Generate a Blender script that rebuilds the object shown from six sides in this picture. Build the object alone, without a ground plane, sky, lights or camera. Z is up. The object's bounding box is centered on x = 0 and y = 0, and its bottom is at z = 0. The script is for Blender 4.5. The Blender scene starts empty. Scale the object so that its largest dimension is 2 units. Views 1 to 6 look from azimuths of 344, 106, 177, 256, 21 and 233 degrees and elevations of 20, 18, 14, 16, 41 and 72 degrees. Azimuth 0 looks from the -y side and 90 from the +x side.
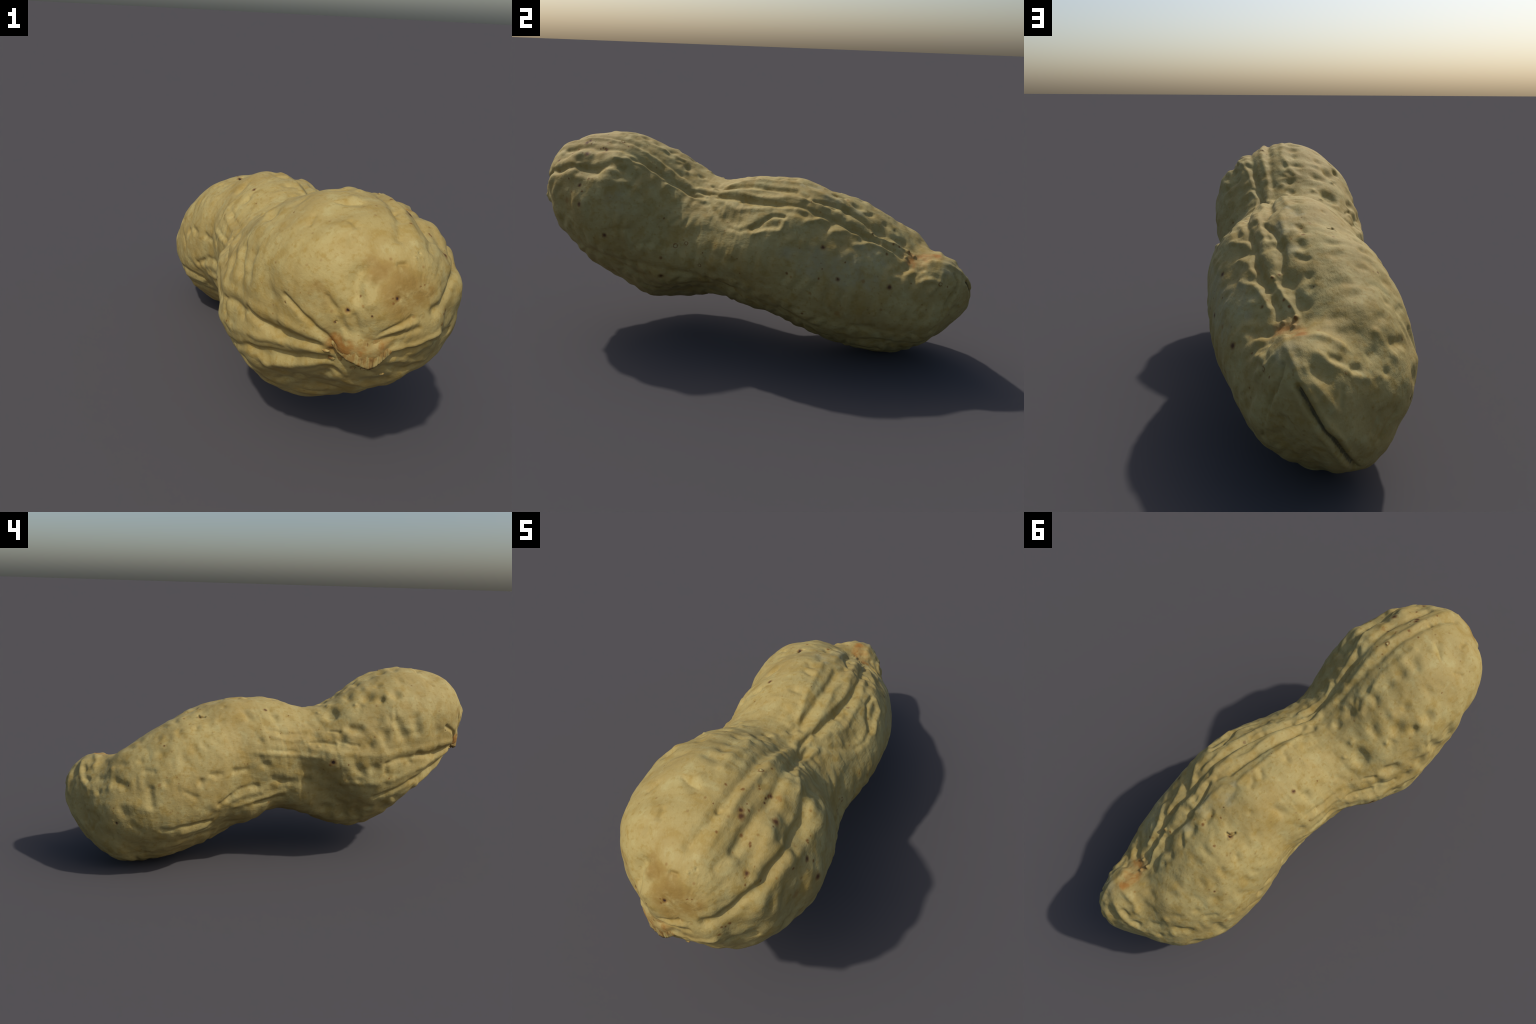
# A dry peanut pod: two swollen lobes joined by a narrow waist, a hooked beak at the
# far end, a torn stalk scar at the near end, ribbed and dimpled papery shell.
import bpy, math, random
import numpy as np
from mathutils import Vector

rng = np.random.default_rng(11)
random.seed(11)

# ------------------------------------------------------------------ base shape
# The pod is lofted along a straight axis from the stalk end to the beak.
AXIS_MID = np.array([0.005, 0.025, 0.45])
AXIS_A = np.array([-0.06545, 0.98176, -0.1785])          # along the pod
AXIS_X = np.array([0.99779, 0.06652, 0])          # sideways
AXIS_Z = np.array([-0.01187, 0.17811, 0.98394])          # up
END_STALK, END_BEAK = -1.0485, 0.9843

# sideways and upward drift of the section centres (spline knots, stalk to beak)
DRIFT_X = [-0.0122, -0.0126, -0.0235, -0.0275, -0.0186, -0.0845, 0.0487, 0.0444, -0.0147, 0.0051, 0.053, 0.059, 0.0589]
DRIFT_Z = [0.0731, 0.0715, 0.0786, 0.0459, 0.0363, -0.1093, 0.0585, 0.0307, -0.034, -0.0597, 0.0242, 0.0213, 0.0209]

# one row per spline knot, stalk to beak: mean radius, then how far the section is
# oval, three-, four-, five- and six-lobed (cosine, sine) - fullness of a ball end is 1:1
SECTIONS = [
    (0.878, 0.043, -0.035, -0.006, -0.012, 0, -0.004, 0.001, 0.001, 0, -0.001),
    (0.743, 0.026, -0.035, -0.022, -0.019, -0.001, 0.002, 0, 0.001, 0.001, 0.002),
    (0.611, 0.007, -0.035, -0.037, -0.026, -0.002, 0.009, -0.002, 0.002, 0.003, 0.005),
    (0.483, -0.015, -0.032, -0.053, -0.03, -0.003, 0.017, -0.004, 0.001, 0.004, 0.008),
    (0.489, 0.008, 0.009, 0.029, 0.025, -0.011, -0.025, 0.005, 0.016, 0.009, 0.002),
    (0.473, 0.009, -0.055, 0.004, 0.001, 0.005, 0.001, 0.006, -0.001, 0.003, 0.005),
    (0.456, 0.002, -0.008, -0.009, 0.02, -0.003, -0.004, -0.006, -0.005, -0.018, -0.001),
    (0.429, 0.006, -0.027, 0.012, -0.005, -0.003, -0.002, 0.009, 0.015, 0.012, 0),
    (0.423, 0.003, -0.006, -0.014, 0.004, -0.004, 0.011, 0.003, -0.002, -0.006, -0.014),
    (0.396, -0.009, 0.005, 0.013, 0.009, -0.004, 0.004, 0.008, -0.008, -0.005, 0.002),
    (0.371, -0.016, 0.001, 0.002, 0.01, 0.009, 0.006, 0.002, 0.004, 0.001, -0.005),
    (0.327, -0.003, -0.011, 0.015, -0.002, 0.006, -0.005, -0.007, -0.014, -0.002, 0.001),
    (0.28, 0.004, -0.004, 0.007, 0.027, 0.012, -0.017, -0.01, 0.006, -0.002, -0.003),
    (0.279, -0.004, 0.011, 0.014, -0.013, 0.001, 0.001, 0.008, -0.001, 0.001, -0.004),
    (0.291, 0.007, -0.02, -0.001, 0.009, 0.008, 0.006, 0.003, 0.003, -0.003, -0.002),
    (0.311, -0.007, 0.011, 0.013, -0.007, -0.009, 0.004, -0.001, 0.002, -0.001, -0.008),
    (0.325, 0.002, -0.015, -0.002, 0.012, 0.009, -0.002, 0.002, -0.003, -0.007, 0.003),
    (0.351, -0.001, -0.015, 0.004, 0.002, 0.004, 0.002, -0.006, -0.003, 0.003, 0.003),
    (0.37, 0.007, -0.01, 0.007, 0.009, 0.004, 0.006, 0.001, -0.005, -0.008, -0.001),
    (0.38, 0.008, -0.008, 0.006, 0.004, 0.003, 0.006, -0.002, 0.01, 0.007, 0.002),
    (0.387, 0.004, -0.02, 0.014, 0.017, 0.015, 0.013, -0.01, -0.007, -0.001, -0.001),
    (0.414, -0.004, 0.033, -0.007, 0.012, -0.003, -0.023, 0.002, 0, 0.004, -0.002),
    (0.423, 0.005, 0.043, -0.011, -0.016, -0.003, -0.022, 0.004, 0, 0.007, -0.001),
    (0.369, -0.06, 0.099, 0.018, 0.01, -0.018, -0.015, -0.006, 0, 0.004, -0.003),
    (0.332, -0.049, 0.093, -0.002, -0.007, -0.014, -0.022, 0.002, 0.002, 0.005, 0),
    (0.2, -0.029, 0.053, 0, -0.003, -0.008, -0.012, 0.001, 0, 0.003, 0),
    (0.072, -0.009, 0.015, 0.001, 0.001, -0.002, -0.003, 0, 0, 0.001, 0),
    (0.06, 0.003, -0.007, 0, 0.001, 0.001, 0.001, 0, 0, 0, 0),
]
LOBES = (2, 3, 4, 5, 6)


def knots(count, x):
    """Clamped uniform cubic B-spline weights of `count` knots at x in 0..1."""
    kn = np.concatenate([[0.0] * 3, np.linspace(0, 1, count - 2), [1.0] * 3])
    x = np.clip(x, 0, 1 - 1e-9)
    w = np.stack([(x >= kn[i]) & (x < kn[i + 1]) for i in range(len(kn) - 1)], 1).astype(float)
    for p in (1, 2, 3):
        n = np.zeros((len(x), len(kn) - 1 - p))
        for i in range(n.shape[1]):
            a, b = kn[i + p] - kn[i], kn[i + p + 1] - kn[i + 1]
            if a > 0:
                n[:, i] += (x - kn[i]) / a * w[:, i]
            if b > 0:
                n[:, i] += (kn[i + p + 1] - x) / b * w[:, i + 1]
        w = n
    return w


def shell_grid(t, around):
    """Points of the smooth pod; t runs 0..1 stalk to beak, around in radians."""
    wave = [np.ones_like(around)]
    for k in LOBES:
        wave += [np.cos(k * around), np.sin(k * around)]
    radius = np.sin(np.pi * t)[:, None] * (knots(len(SECTIONS), t) @ np.array(SECTIONS) @ np.array(wave))
    wt = knots(len(DRIFT_X), t)
    along = END_STALK + (END_BEAK - END_STALK) * (1 - np.cos(np.pi * t)) / 2
    x = (wt @ np.array(DRIFT_X))[:, None] + radius * np.cos(around)
    z = (wt @ np.array(DRIFT_Z))[:, None] + radius * np.sin(around)
    return AXIS_MID + along[:, None, None] * AXIS_A + x[..., None] * AXIS_X + z[..., None] * AXIS_Z


def at(t, degrees):
    """Point on the smooth pod at one (along, around) place."""
    wave = [1.0]
    a = math.radians(degrees)
    for k in LOBES:
        wave += [math.cos(k * a), math.sin(k * a)]
    tt = np.array([t])
    r = math.sin(math.pi * t) * float((knots(len(SECTIONS), tt) @ np.array(SECTIONS) @ np.array(wave))[0])
    wt = knots(len(DRIFT_X), tt)
    s = END_STALK + (END_BEAK - END_STALK) * (1 - math.cos(math.pi * t)) / 2
    return AXIS_MID + s * AXIS_A + (float((wt @ np.array(DRIFT_X))[0]) + r * math.cos(a)) * AXIS_X + (float((wt @ np.array(DRIFT_Z))[0]) + r * math.sin(a)) * AXIS_Z


ROWS, AROUND = 900, 880
T = np.linspace(0, 1, ROWS + 2)[1:-1]
TH = np.arange(AROUND) / AROUND * 2 * np.pi


def grid_normals(v):
    dt = np.gradient(v, axis=0)
    da = np.roll(v, -1, 1) - np.roll(v, 1, 1)
    n = np.cross(da, dt)
    n /= np.linalg.norm(n, axis=-1, keepdims=True) + 1e-12
    if ((v - v.mean(1, keepdims=True)) * n).sum() < 0:
        n = -n
    return n


BASE = shell_grid(T, TH)
OUT = grid_normals(BASE)
near_tip = np.exp(-((np.minimum(T, 1 - T) / 0.012) ** 2))[:, None, None]
straight_out = np.where(T < 0.5, -1.0, 1.0)[:, None, None] * AXIS_A
OUT = OUT * (1 - near_tip) + straight_out * near_tip
OUT /= np.linalg.norm(OUT, axis=-1, keepdims=True)
FLAT = BASE.reshape(-1, 3).astype(np.float32)
LIFT = np.zeros(len(FLAT), np.float32)


# ------------------------------------------------------------------ noise
def value_noise(p, seed):
    """Smooth 3-D value noise in -1..1."""
    i = np.floor(p).astype(np.int64)
    f = (p - i).astype(np.float32)
    f = f * f * f * (f * (f * 6 - 15) + 10)

    def h(dx, dy, dz):
        n = (i[:, 0] + dx) * 73856093 ^ (i[:, 1] + dy) * 19349663 ^ (i[:, 2] + dz) * 83492791 ^ seed * 2654435761
        n = (n ^ (n >> 13)) * 1274126177 & 0x7FFFFFFF
        n = (n ^ (n >> 11)) * 668265263 & 0x7FFFFFFF
        return ((n ^ (n >> 15)) & 0xFFFF).astype(np.float32) / 32767.5 - 1

    x, y, z = f[:, 0], f[:, 1], f[:, 2]
    a = h(0, 0, 0) * (1 - x) + h(1, 0, 0) * x
    b = h(0, 1, 0) * (1 - x) + h(1, 1, 0) * x
    c = h(0, 0, 1) * (1 - x) + h(1, 0, 1) * x
    d = h(0, 1, 1) * (1 - x) + h(1, 1, 1) * x
    return (a * (1 - y) + b * y) * (1 - z) + (c * (1 - y) + d * y) * z


# a gentle wander of the surface so that strokes get uneven edges
WANDER = np.stack([value_noise(FLAT * 28, s) for s in (1, 2, 3)], 1).astype(np.float32)
WOBBLED = FLAT + 0.0025 * WANDER + 0.0035 * np.stack([value_noise(FLAT * 13, s) for s in (21, 22, 23)], 1)


# ------------------------------------------------------------------ relief strokes
def stroke(amount, half_width, places, sharp=2.0):
    """Raise (+) or sink (-) the shell by `amount` mm along a path of (along, around)
    places, with a soft cross-section `half_width` mm wide."""
    pts = np.array([at(*p) for p in places], np.float32)
    w = half_width / 1000
    reach = w * 2.6
    lo, hi = pts.min(0) - reach, pts.max(0) + reach
    idx = np.where(((WOBBLED > lo) & (WOBBLED < hi)).all(1))[0]
    if not len(idx):
        return
    p = WOBBLED[idx]
    if len(pts) == 1:
        d2 = ((p - pts[0]) ** 2).sum(1)
    else:
        d2 = np.full(len(idx), 9.0, np.float32)
        for a, b in zip(pts[:-1], pts[1:]):
            ab = b - a
            s = np.clip(((p - a) @ ab) / max(float(ab @ ab), 1e-9), 0, 1)
            d2 = np.minimum(d2, ((p - a - s[:, None] * ab) ** 2).sum(1))
    shape = np.exp(-((d2 / (w * w)) ** (sharp / 2)))
    LIFT[idx] += amount / 1000 * shape


def furrow(width, depth, *places):
    stroke(-depth, width, places)


def rib(width, height, *places):
    stroke(height, width, places)


def dent(width, depth, *places):
    stroke(-depth, width, places, 2.0)


def bump(width, height, *places):
    stroke(height, width, places, 2.1)


def crack(width, depth, *places):
    stroke(-depth, width, places, 1.6)


# front lobe, upper flank
furrow(16, 9, (0.3826, 69.4), (0.3569, 70.5), (0.335, 72.7), (0.3217, 73.1), (0.3043, 75.4), (0.2823, 76.6), (0.249, 77.4), (0.219, 77.9), (0.1937, 79.8), (0.1588, 82.5), (0.1175, 91.1))
furrow(16.1, 10, (0.4318, 58.8), (0.4159, 55.3), (0.3909, 55.2), (0.3713, 55.8), (0.3614, 57.5), (0.3462, 58.6), (0.3272, 59.9), (0.3093, 61.4), (0.2905, 61.1), (0.2739, 60.3), (0.2541, 58.2), (0.2338, 57.5), (0.2068, 58.5), (0.1777, 56.9), (0.1497, 56.3))
furrow(23.5, 12, (0.3273, 43.4), (0.3095, 45.2), (0.2957, 47), (0.2807, 44.4), (0.253, 35.8), (0.2281, 36.3), (0.2084, 39.3))
# front lobe, right side
furrow(14.5, 15, (0.2555, 35.2), (0.2197, 33.5), (0.1915, 31.1), (0.1747, 27.6), (0.1533, 22.4), (0.1264, 19.4), (0.1074, 15.7), (0.0927, 5.4), (0.063, 352.1), (0.0292, 336.4))
# front lobe, right shoulder
furrow(17.2, 14, (0.3076, 44.1), (0.2741, 40.6), (0.2568, 34.8))
furrow(15.7, 6, (0.222, 60.8), (0.1945, 58.9), (0.1751, 58), (0.1509, 55.1), (0.1265, 57.2), (0.1008, 59.6))
rib(15.7, 5, (0.2698, 71.3), (0.2233, 72.2), (0.1862, 73.2), (0.1587, 73.8), (0.1289, 74.9), (0.1026, 76.5))
rib(18.5, 6, (0.251, 50.4), (0.2056, 46.7), (0.1798, 41.2), (0.1598, 36.4))
# ribs of the front lobe
rib(18.2, 5, (0.1484, 31.5), (0.1817, 36.8), (0.2223, 37.9), (0.2502, 40.2), (0.2834, 39.8), (0.2991, 46.4))
rib(18.1, 4.5, (0.1269, 3.9), (0.1493, 14.9), (0.1882, 22.3), (0.2188, 24), (0.2485, 27.8), (0.2745, 28.6), (0.3065, 31.5), (0.3236, 37), (0.3309, 44.2))
rib(13.5, 7, (0.1965, 73.3), (0.2288, 73.6), (0.2635, 71.5), (0.2912, 69.4), (0.3125, 69.8), (0.3324, 69.1), (0.3561, 68.6), (0.3782, 67.6), (0.4014, 64.4), (0.4216, 60), (0.4325, 58.3))
rib(14.5, 6, (0.2566, 90.2), (0.2899, 87.9), (0.3187, 84), (0.3443, 85.7), (0.3649, 87.4), (0.3755, 90.2), (0.4008, 82.5), (0.4164, 80), (0.438, 70.8))
rib(10.9, 6, (0.2833, 49.6), (0.305, 53.3), (0.3224, 54.9), (0.3408, 56.6), (0.3562, 56.2), (0.364, 55.7))
rib(10.7, 9, (0.3733, 53.2), (0.3909, 54.7), (0.4088, 53.5), (0.4207, 52.5), (0.4323, 50.5))
furrow(14.5, 9, (0.312, 55), (0.3269, 59.1), (0.3467, 59.3), (0.3647, 59.3), (0.3798, 58.8), (0.4008, 57.9), (0.4162, 56.1))
furrow(27, 6, (0.3031, 37), (0.3242, 39.4))
furrow(22, 9, (0.2246, 28.7), (0.2615, 31.1))
furrow(12.5, 6, (0.3307, 45), (0.3274, 33))
# rear lobe, top by the waist
furrow(10, 10.8, (0.486, 54), (0.4985, 53.4), (0.5148, 52.3), (0.536, 55.4), (0.5569, 56.5), (0.5821, 56.9))
furrow(9.5, 8.1, (0.4099, 60.6), (0.4274, 62.3), (0.4404, 61.7), (0.4641, 57.8), (0.486, 54.1))
furrow(12.5, 9.5, (0.434, 75.1), (0.4566, 73.1), (0.4756, 72.3), (0.491, 74.7), (0.5026, 74.9), (0.5158, 73.2), (0.5221, 74.3), (0.5384, 74.2), (0.5539, 74.2), (0.5707, 70.2))
furrow(10.9, 10.8, (0.5138, 26.5), (0.5351, 40.5), (0.5514, 41.9))
furrow(12.7, 5.4, (0.4413, 48.2), (0.4602, 36.7), (0.4793, 25.6), (0.5004, 22.9), (0.5138, 26.5))
rib(13.2, 9.1, (0.4156, 66), (0.4314, 67), (0.455, 65.1), (0.4818, 61.8), (0.5062, 59.8), (0.5261, 59.9), (0.5491, 63.6), (0.5672, 64.2))
rib(13.8, 6.5, (0.4413, 56.5), (0.4616, 50.3), (0.483, 43.9), (0.5046, 44), (0.5292, 47.5), (0.5526, 51.5), (0.5759, 52.7))
furrow(11.5, 14.9, (0.5842, 67.7), (0.5981, 70.5), (0.6132, 72.1), (0.6268, 73.3))
furrow(11.8, 12.2, (0.6268, 73.3), (0.6422, 72.2), (0.6668, 66.5))
furrow(12.1, 13.5, (0.5873, 56.4), (0.6049, 56.5), (0.6242, 56.3), (0.639, 54.6), (0.656, 55.5), (0.6726, 54.9), (0.6882, 56.6))
furrow(14.6, 9.5, (0.6069, 87.4), (0.6185, 88.7))
furrow(14.8, 6.8, (0.6376, 83.5), (0.6491, 84))
furrow(13.2, 8.1, (0.6295, 69.2), (0.6337, 74.9))
furrow(17.7, 6.8, (0.5619, 88), (0.5779, 90.1))
furrow(12.8, 5.4, (0.523, 89.3), (0.5281, 95.6))
furrow(14.4, 5.4, (0.5388, 93.1), (0.5458, 95.1))
dent(21.5, 5.2, (0.5414, 117.8), (0.5386, 125.6))
dent(14.5, 5.1, (0.501, 125.4))
dent(21.8, 5.2, (0.5154, 74.6))
dent(14.4, 5.1, (0.4911, 93.6))
bump(18.2, 5.8, (0.5906, 63.8), (0.6037, 67.2))
bump(18.3, 4.6, (0.6197, 64.4))
bump(20.3, 5.8, (0.6398, 62.1), (0.6552, 63.3))
bump(19.6, 4.6, (0.621, 82.2))
bump(22.7, 4.6, (0.5892, 80.9))
bump(29.2, 4.6, (0.5006, 87.7))
bump(19.3, 3.4, (0.5318, 90.8))
# rear lobe, towards the beak
furrow(14.9, 9, (0.6301, 70.5), (0.6358, 72.7), (0.651, 69.3), (0.669, 66.4), (0.6822, 67.5), (0.6943, 69.9), (0.7188, 70.2), (0.7312, 74.9))
furrow(14.6, 8, (0.6403, 55.4), (0.6677, 53.7), (0.6844, 54.9), (0.7107, 55.6), (0.7323, 53.8))
dent(19.4, 10.4, (0.6936, 71.8), (0.6882, 66.1))
dent(14.8, 6.5, (0.6668, 82.7), (0.6583, 77.8))
furrow(12.4, 7, (0.7744, 48.8), (0.7657, 41.1))
furrow(13, 6, (0.7511, 47), (0.7409, 34.3))
dent(14.9, 7.8, (0.6936, 81.1))
dent(12.9, 4.5, (0.7105, 80.4))
bump(6.6, 10.3, (0.6758, 59.7))
bump(6.8, 12.6, (0.7416, 65.4))
bump(6.8, 9.2, (0.7404, 56.5))
bump(6.8, 9.2, (0.7554, 63.8))
# dimples of the rear lobe
dent(20.1, 4.8, (0.6358, 72.4), (0.6416, 68.3))
dent(22, 4.3, (0.6441, 83.2))
dent(16.6, 3.3, (0.6594, 83.8))
dent(10.9, 2.2, (0.6636, 79.7), (0.6682, 84.3))
dent(26.2, 4.8, (0.6472, 100.9))
dent(14.9, 2.9, (0.6713, 100.1))
dent(15.1, 2.8, (0.6827, 112.1), (0.6829, 115.7))
dent(28.5, 7.6, (0.6887, 68.3), (0.6974, 65))
dent(20.9, 4.1, (0.6937, 80.3))
dent(26.3, 5.2, (0.7133, 94.7))
dent(25.2, 5, (0.7326, 103.7))
dent(27.7, 7.6, (0.7307, 72.2), (0.7306, 66.7))
dent(15, 3, (0.7122, 79.9))
dent(21.1, 4.2, (0.7471, 83.8))
dent(21.1, 4.2, (0.755, 100))
dent(13.6, 2.7, (0.7659, 89.2), (0.7651, 96.5))
dent(24.9, 4.9, (0.7634, 118.6))
dent(22.9, 6.6, (0.7877, 103.3), (0.7925, 95.2))
dent(16.6, 3.3, (0.7915, 126.2))
dent(16.5, 6.6, (0.8109, 120.3), (0.8033, 123.9))
dent(15.9, 3.1, (0.8435, 114.1))
dent(13.7, 2.7, (0.8446, 91), (0.8399, 99.3))
dent(18.8, 3.7, (0.8202, 143.9))
dent(20.9, 6.6, (0.6452, 54.2))
dent(25.2, 5, (0.6674, 49.7))
dent(15.4, 3, (0.6872, 55.1))
dent(20.9, 6.6, (0.7097, 54.5), (0.7178, 55.2))
dent(17, 3.4, (0.7316, 57.1))
dent(27.9, 6.6, (0.7164, 43))
dent(20.8, 6.6, (0.744, 44.6), (0.7332, 36.3))
dent(23.5, 3.2, (0.7885, 42.9))
rib(8.6, 6, (0.6839, 61.3), (0.6975, 62.4), (0.7101, 63), (0.7246, 64.9), (0.7413, 66.6))
# beak and split seam
rib(11.4, 8, (0.7875, 58.5), (0.8337, 60.7), (0.8724, 61.3), (0.8984, 62.5), (0.9297, 65.9))
rib(13.9, 6, (0.8727, 68.9), (0.8991, 71.9), (0.9175, 81.2), (0.9288, 107.6))
rib(11.6, 6, (0.8213, 48.7), (0.8168, 41.3), (0.8, 28.6))
rib(12.8, 4, (0.8068, 66.3), (0.8081, 77.6), (0.8075, 86.8), (0.8159, 97.7))
rib(13.3, 5, (0.8468, 78.2), (0.8613, 92.2), (0.8587, 113.3), (0.8477, 130.4))
dent(23, 11.7, (0.881, 75.4), (0.8835, 86.2))
furrow(6.5, 8, (0.8477, 53.1), (0.865, 47.9), (0.8654, 33.8))
dent(13.3, 6.5, (0.807, 36.5))
crack(8.4, 17, (0.9018, 57.8), (0.9187, 58.3), (0.9389, 58.3), (0.9569, 57.3), (0.9875, 225.8), (0.946, 238.4), (0.9218, 240.2), (0.898, 241.6), (0.8692, 241.9))
rib(11.5, 6, (0.9025, 51.7), (0.9253, 47.5), (0.949, 27.2), (0.9514, 276.8), (0.9192, 252.1), (0.891, 248.2))
rib(11.1, 5, (0.9172, 62.5), (0.9413, 67.7), (0.9635, 99), (0.9486, 219.8), (0.9182, 232.8))
furrow(13.3, 5, (0.8546, 30.3), (0.85, 16))
dent(20.1, 6.5, (0.8798, 5.8))
furrow(9.3, 4, (0.8924, 110.3), (0.9169, 123))
furrow(8.9, 4, (0.863, 175.7), (0.8777, 199))
furrow(10.4, 4, (0.84, 183.3), (0.8528, 193.8), (0.8638, 207.3))
# left side by the beak
dent(11.8, 8, (0.8466, 89.4), (0.8463, 95.8))
dent(14.8, 9.6, (0.8499, 111.6), (0.8451, 117))
dent(21.5, 8.1, (0.7559, 122.7))
dent(18.8, 11.2, (0.776, 134.6), (0.764, 142.2))
dent(14.9, 9.6, (0.8226, 140.5))
dent(16.2, 6.1, (0.7228, 127))
dent(17.6, 9.6, (0.7199, 153.6), (0.7237, 167.2))
dent(12.7, 4.8, (0.6626, 169.4), (0.6496, 176.9))
dent(16.7, 6.3, (0.6908, 155.2))
dent(23.4, 8.8, (0.6865, 129.8))
dent(23.6, 4.8, (0.6524, 147.5))
dent(13.9, 5.2, (0.719, 138), (0.7069, 141.2))
dent(16, 6, (0.635, 166.7))
dent(16.1, 6.1, (0.6118, 167.4))
dent(18.1, 6.8, (0.5823, 170.9))
furrow(11.9, 7, (0.7122, 193.7), (0.6765, 197.3), (0.648, 203), (0.6287, 209.3))
furrow(13.5, 6, (0.5947, 191.7), (0.6136, 193.2))
rib(15.3, 6, (0.6814, 203.9), (0.6624, 206.9), (0.6412, 212.8))
furrow(17.5, 6, (0.6831, 212.8), (0.6555, 221.2), (0.6236, 235.2))
rib(17.2, 4, (0.7381, 223.3), (0.7077, 216.9), (0.6854, 217.4))
dent(21.3, 8, (0.777, 167.9), (0.7788, 164.6))
rib(19.8, 5, (0.7608, 162.8), (0.7325, 169.4))
bump(19.8, 4.6, (0.7457, 161.7))
dent(28.6, 8, (0.8431, 180.8))
furrow(21, 5, (0.8844, 232.4), (0.9005, 228.2), (0.9302, 232.7))
dent(26.3, 8, (0.8173, 197.4))
furrow(16.8, 5, (0.7654, 180), (0.7529, 190))
bump(15.9, 5.8, (0.815, 95.8))
bump(15.2, 4.6, (0.7934, 140.1))
bump(14.5, 4.6, (0.7803, 119.5))
# rear lobe, left side
furrow(12.7, 6, (0.5988, 192.7), (0.5811, 189.6), (0.5635, 190.4), (0.5507, 192.7))
dent(12.3, 5.3, (0.6175, 164.6), (0.6011, 168.4))
dent(13.8, 5.9, (0.58, 170.8), (0.5622, 174))
dent(16.3, 6.9, (0.6352, 166.8))
dent(19.3, 13.3, (0.5337, 173.5))
dent(19.8, 11.4, (0.5237, 189.1), (0.5, 193.1))
dent(25.7, 3.8, (0.4815, 179), (0.4573, 178.6))  # cast shadow by the waist, pressed into the relief here and on next line
dent(19.5, 4.8, (0.4773, 192.7))
dent(15.1, 6.5, (0.5348, 151.1))
dent(17, 7.6, (0.5413, 121.5), (0.5383, 128.8))
dent(15.5, 6.6, (0.5026, 125.9), (0.5023, 129.7))
dent(16.9, 5.7, (0.5824, 123.8))
furrow(10.9, 3, (0.5218, 160.9), (0.5047, 162.2), (0.4877, 162.1))
dent(13.3, 5.7, (0.6499, 119.3))
dent(12.5, 5.4, (0.6193, 123.1))
dent(11.3, 4.8, (0.5683, 110))
dent(16.1, 5.7, (0.5033, 145))
dent(26.4, 15.2, (0.4181, 116.7))
rib(13.7, 5, (0.5903, 203.3), (0.5598, 205.7), (0.5285, 205.7), (0.5099, 204))
rib(14, 5, (0.5439, 161.6), (0.5112, 165.6), (0.4774, 165.2), (0.4532, 163.7))
rib(16, 5, (0.5894, 195.8), (0.5669, 197.3), (0.5462, 198.7))
furrow(13.1, 6, (0.5573, 208.6), (0.5357, 211.4), (0.5139, 211.6))
# front lobe, left side
furrow(13.1, 8, (0.3559, 175.8), (0.3353, 179.1), (0.3041, 185.7), (0.2532, 196.1), (0.2048, 202.6))
furrow(12.3, 9, (0.3807, 203.9), (0.3559, 204.3), (0.3307, 205.8), (0.3123, 205.7), (0.2724, 211.2), (0.243, 217.1))
rib(16.9, 5, (0.4625, 156.7), (0.4358, 158.7), (0.4041, 159.2), (0.3719, 164.7), (0.331, 173.8), (0.2861, 182.6), (0.2187, 192.7))
rib(16.9, 5, (0.4213, 185.6), (0.3854, 187.8), (0.3457, 194), (0.2996, 198.6), (0.248, 205.9))
dent(21.8, 13.8, (0.3258, 149.8), (0.3219, 161.4))
dent(25.2, 13.8, (0.2898, 156.1), (0.2904, 166.9))
dent(32.3, 9.2, (0.2481, 165.9), (0.2434, 174.7))
dent(21.5, 11.1, (0.3536, 152.5), (0.3543, 157.7))
dent(18.3, 9.5, (0.3778, 155.3))
dent(28, 20.7, (0.4162, 118.2))
dent(21.4, 11.1, (0.3915, 138.4), (0.4017, 135.8))
dent(35, 11.5, (0.4351, 150.5), (0.4496, 153.7))
dent(30.4, 9.2, (0.4523, 143.1))
dent(15.8, 8.2, (0.4177, 145.5), (0.4215, 149.6))
dent(24, 12.4, (0.3103, 131.1))
dent(15.7, 8.1, (0.3385, 127.1))
dent(25.2, 13.1, (0.3546, 117.1))
dent(27, 16.1, (0.3802, 174.8))
dent(23.2, 13.8, (0.4046, 171.5), (0.399, 175.9))
dent(15.5, 8, (0.3604, 176.1), (0.3614, 183.7))
dent(15.2, 7.9, (0.3116, 188.1))
dent(36.5, 4.6, (0.4704, 179.6), (0.4591, 180))  # these two hollows model a shadow falling on the flank, not real dents
dent(30.6, 5.8, (0.4381, 178.7), (0.4428, 185.8))
dent(23.3, 12.1, (0.4767, 192.1))
dent(18.4, 9.5, (0.4045, 183.5))
dent(26, 13.8, (0.4208, 220.4), (0.4188, 234))
dent(24.6, 13.8, (0.4026, 214.7), (0.401, 233.1))
dent(21.2, 9.9, (0.3836, 219.1))
dent(33.4, 11.5, (0.3668, 217.5), (0.3576, 225.1))
dent(18, 8.3, (0.3437, 213.6))
dent(25.6, 13.3, (0.4473, 226.9))
bump(23, 4.6, (0.4271, 184.9))
bump(20.9, 4.6, (0.3355, 153.3))
bump(18.8, 4.6, (0.3008, 162.7))
bump(16.1, 4.6, (0.3666, 153.7))
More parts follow.
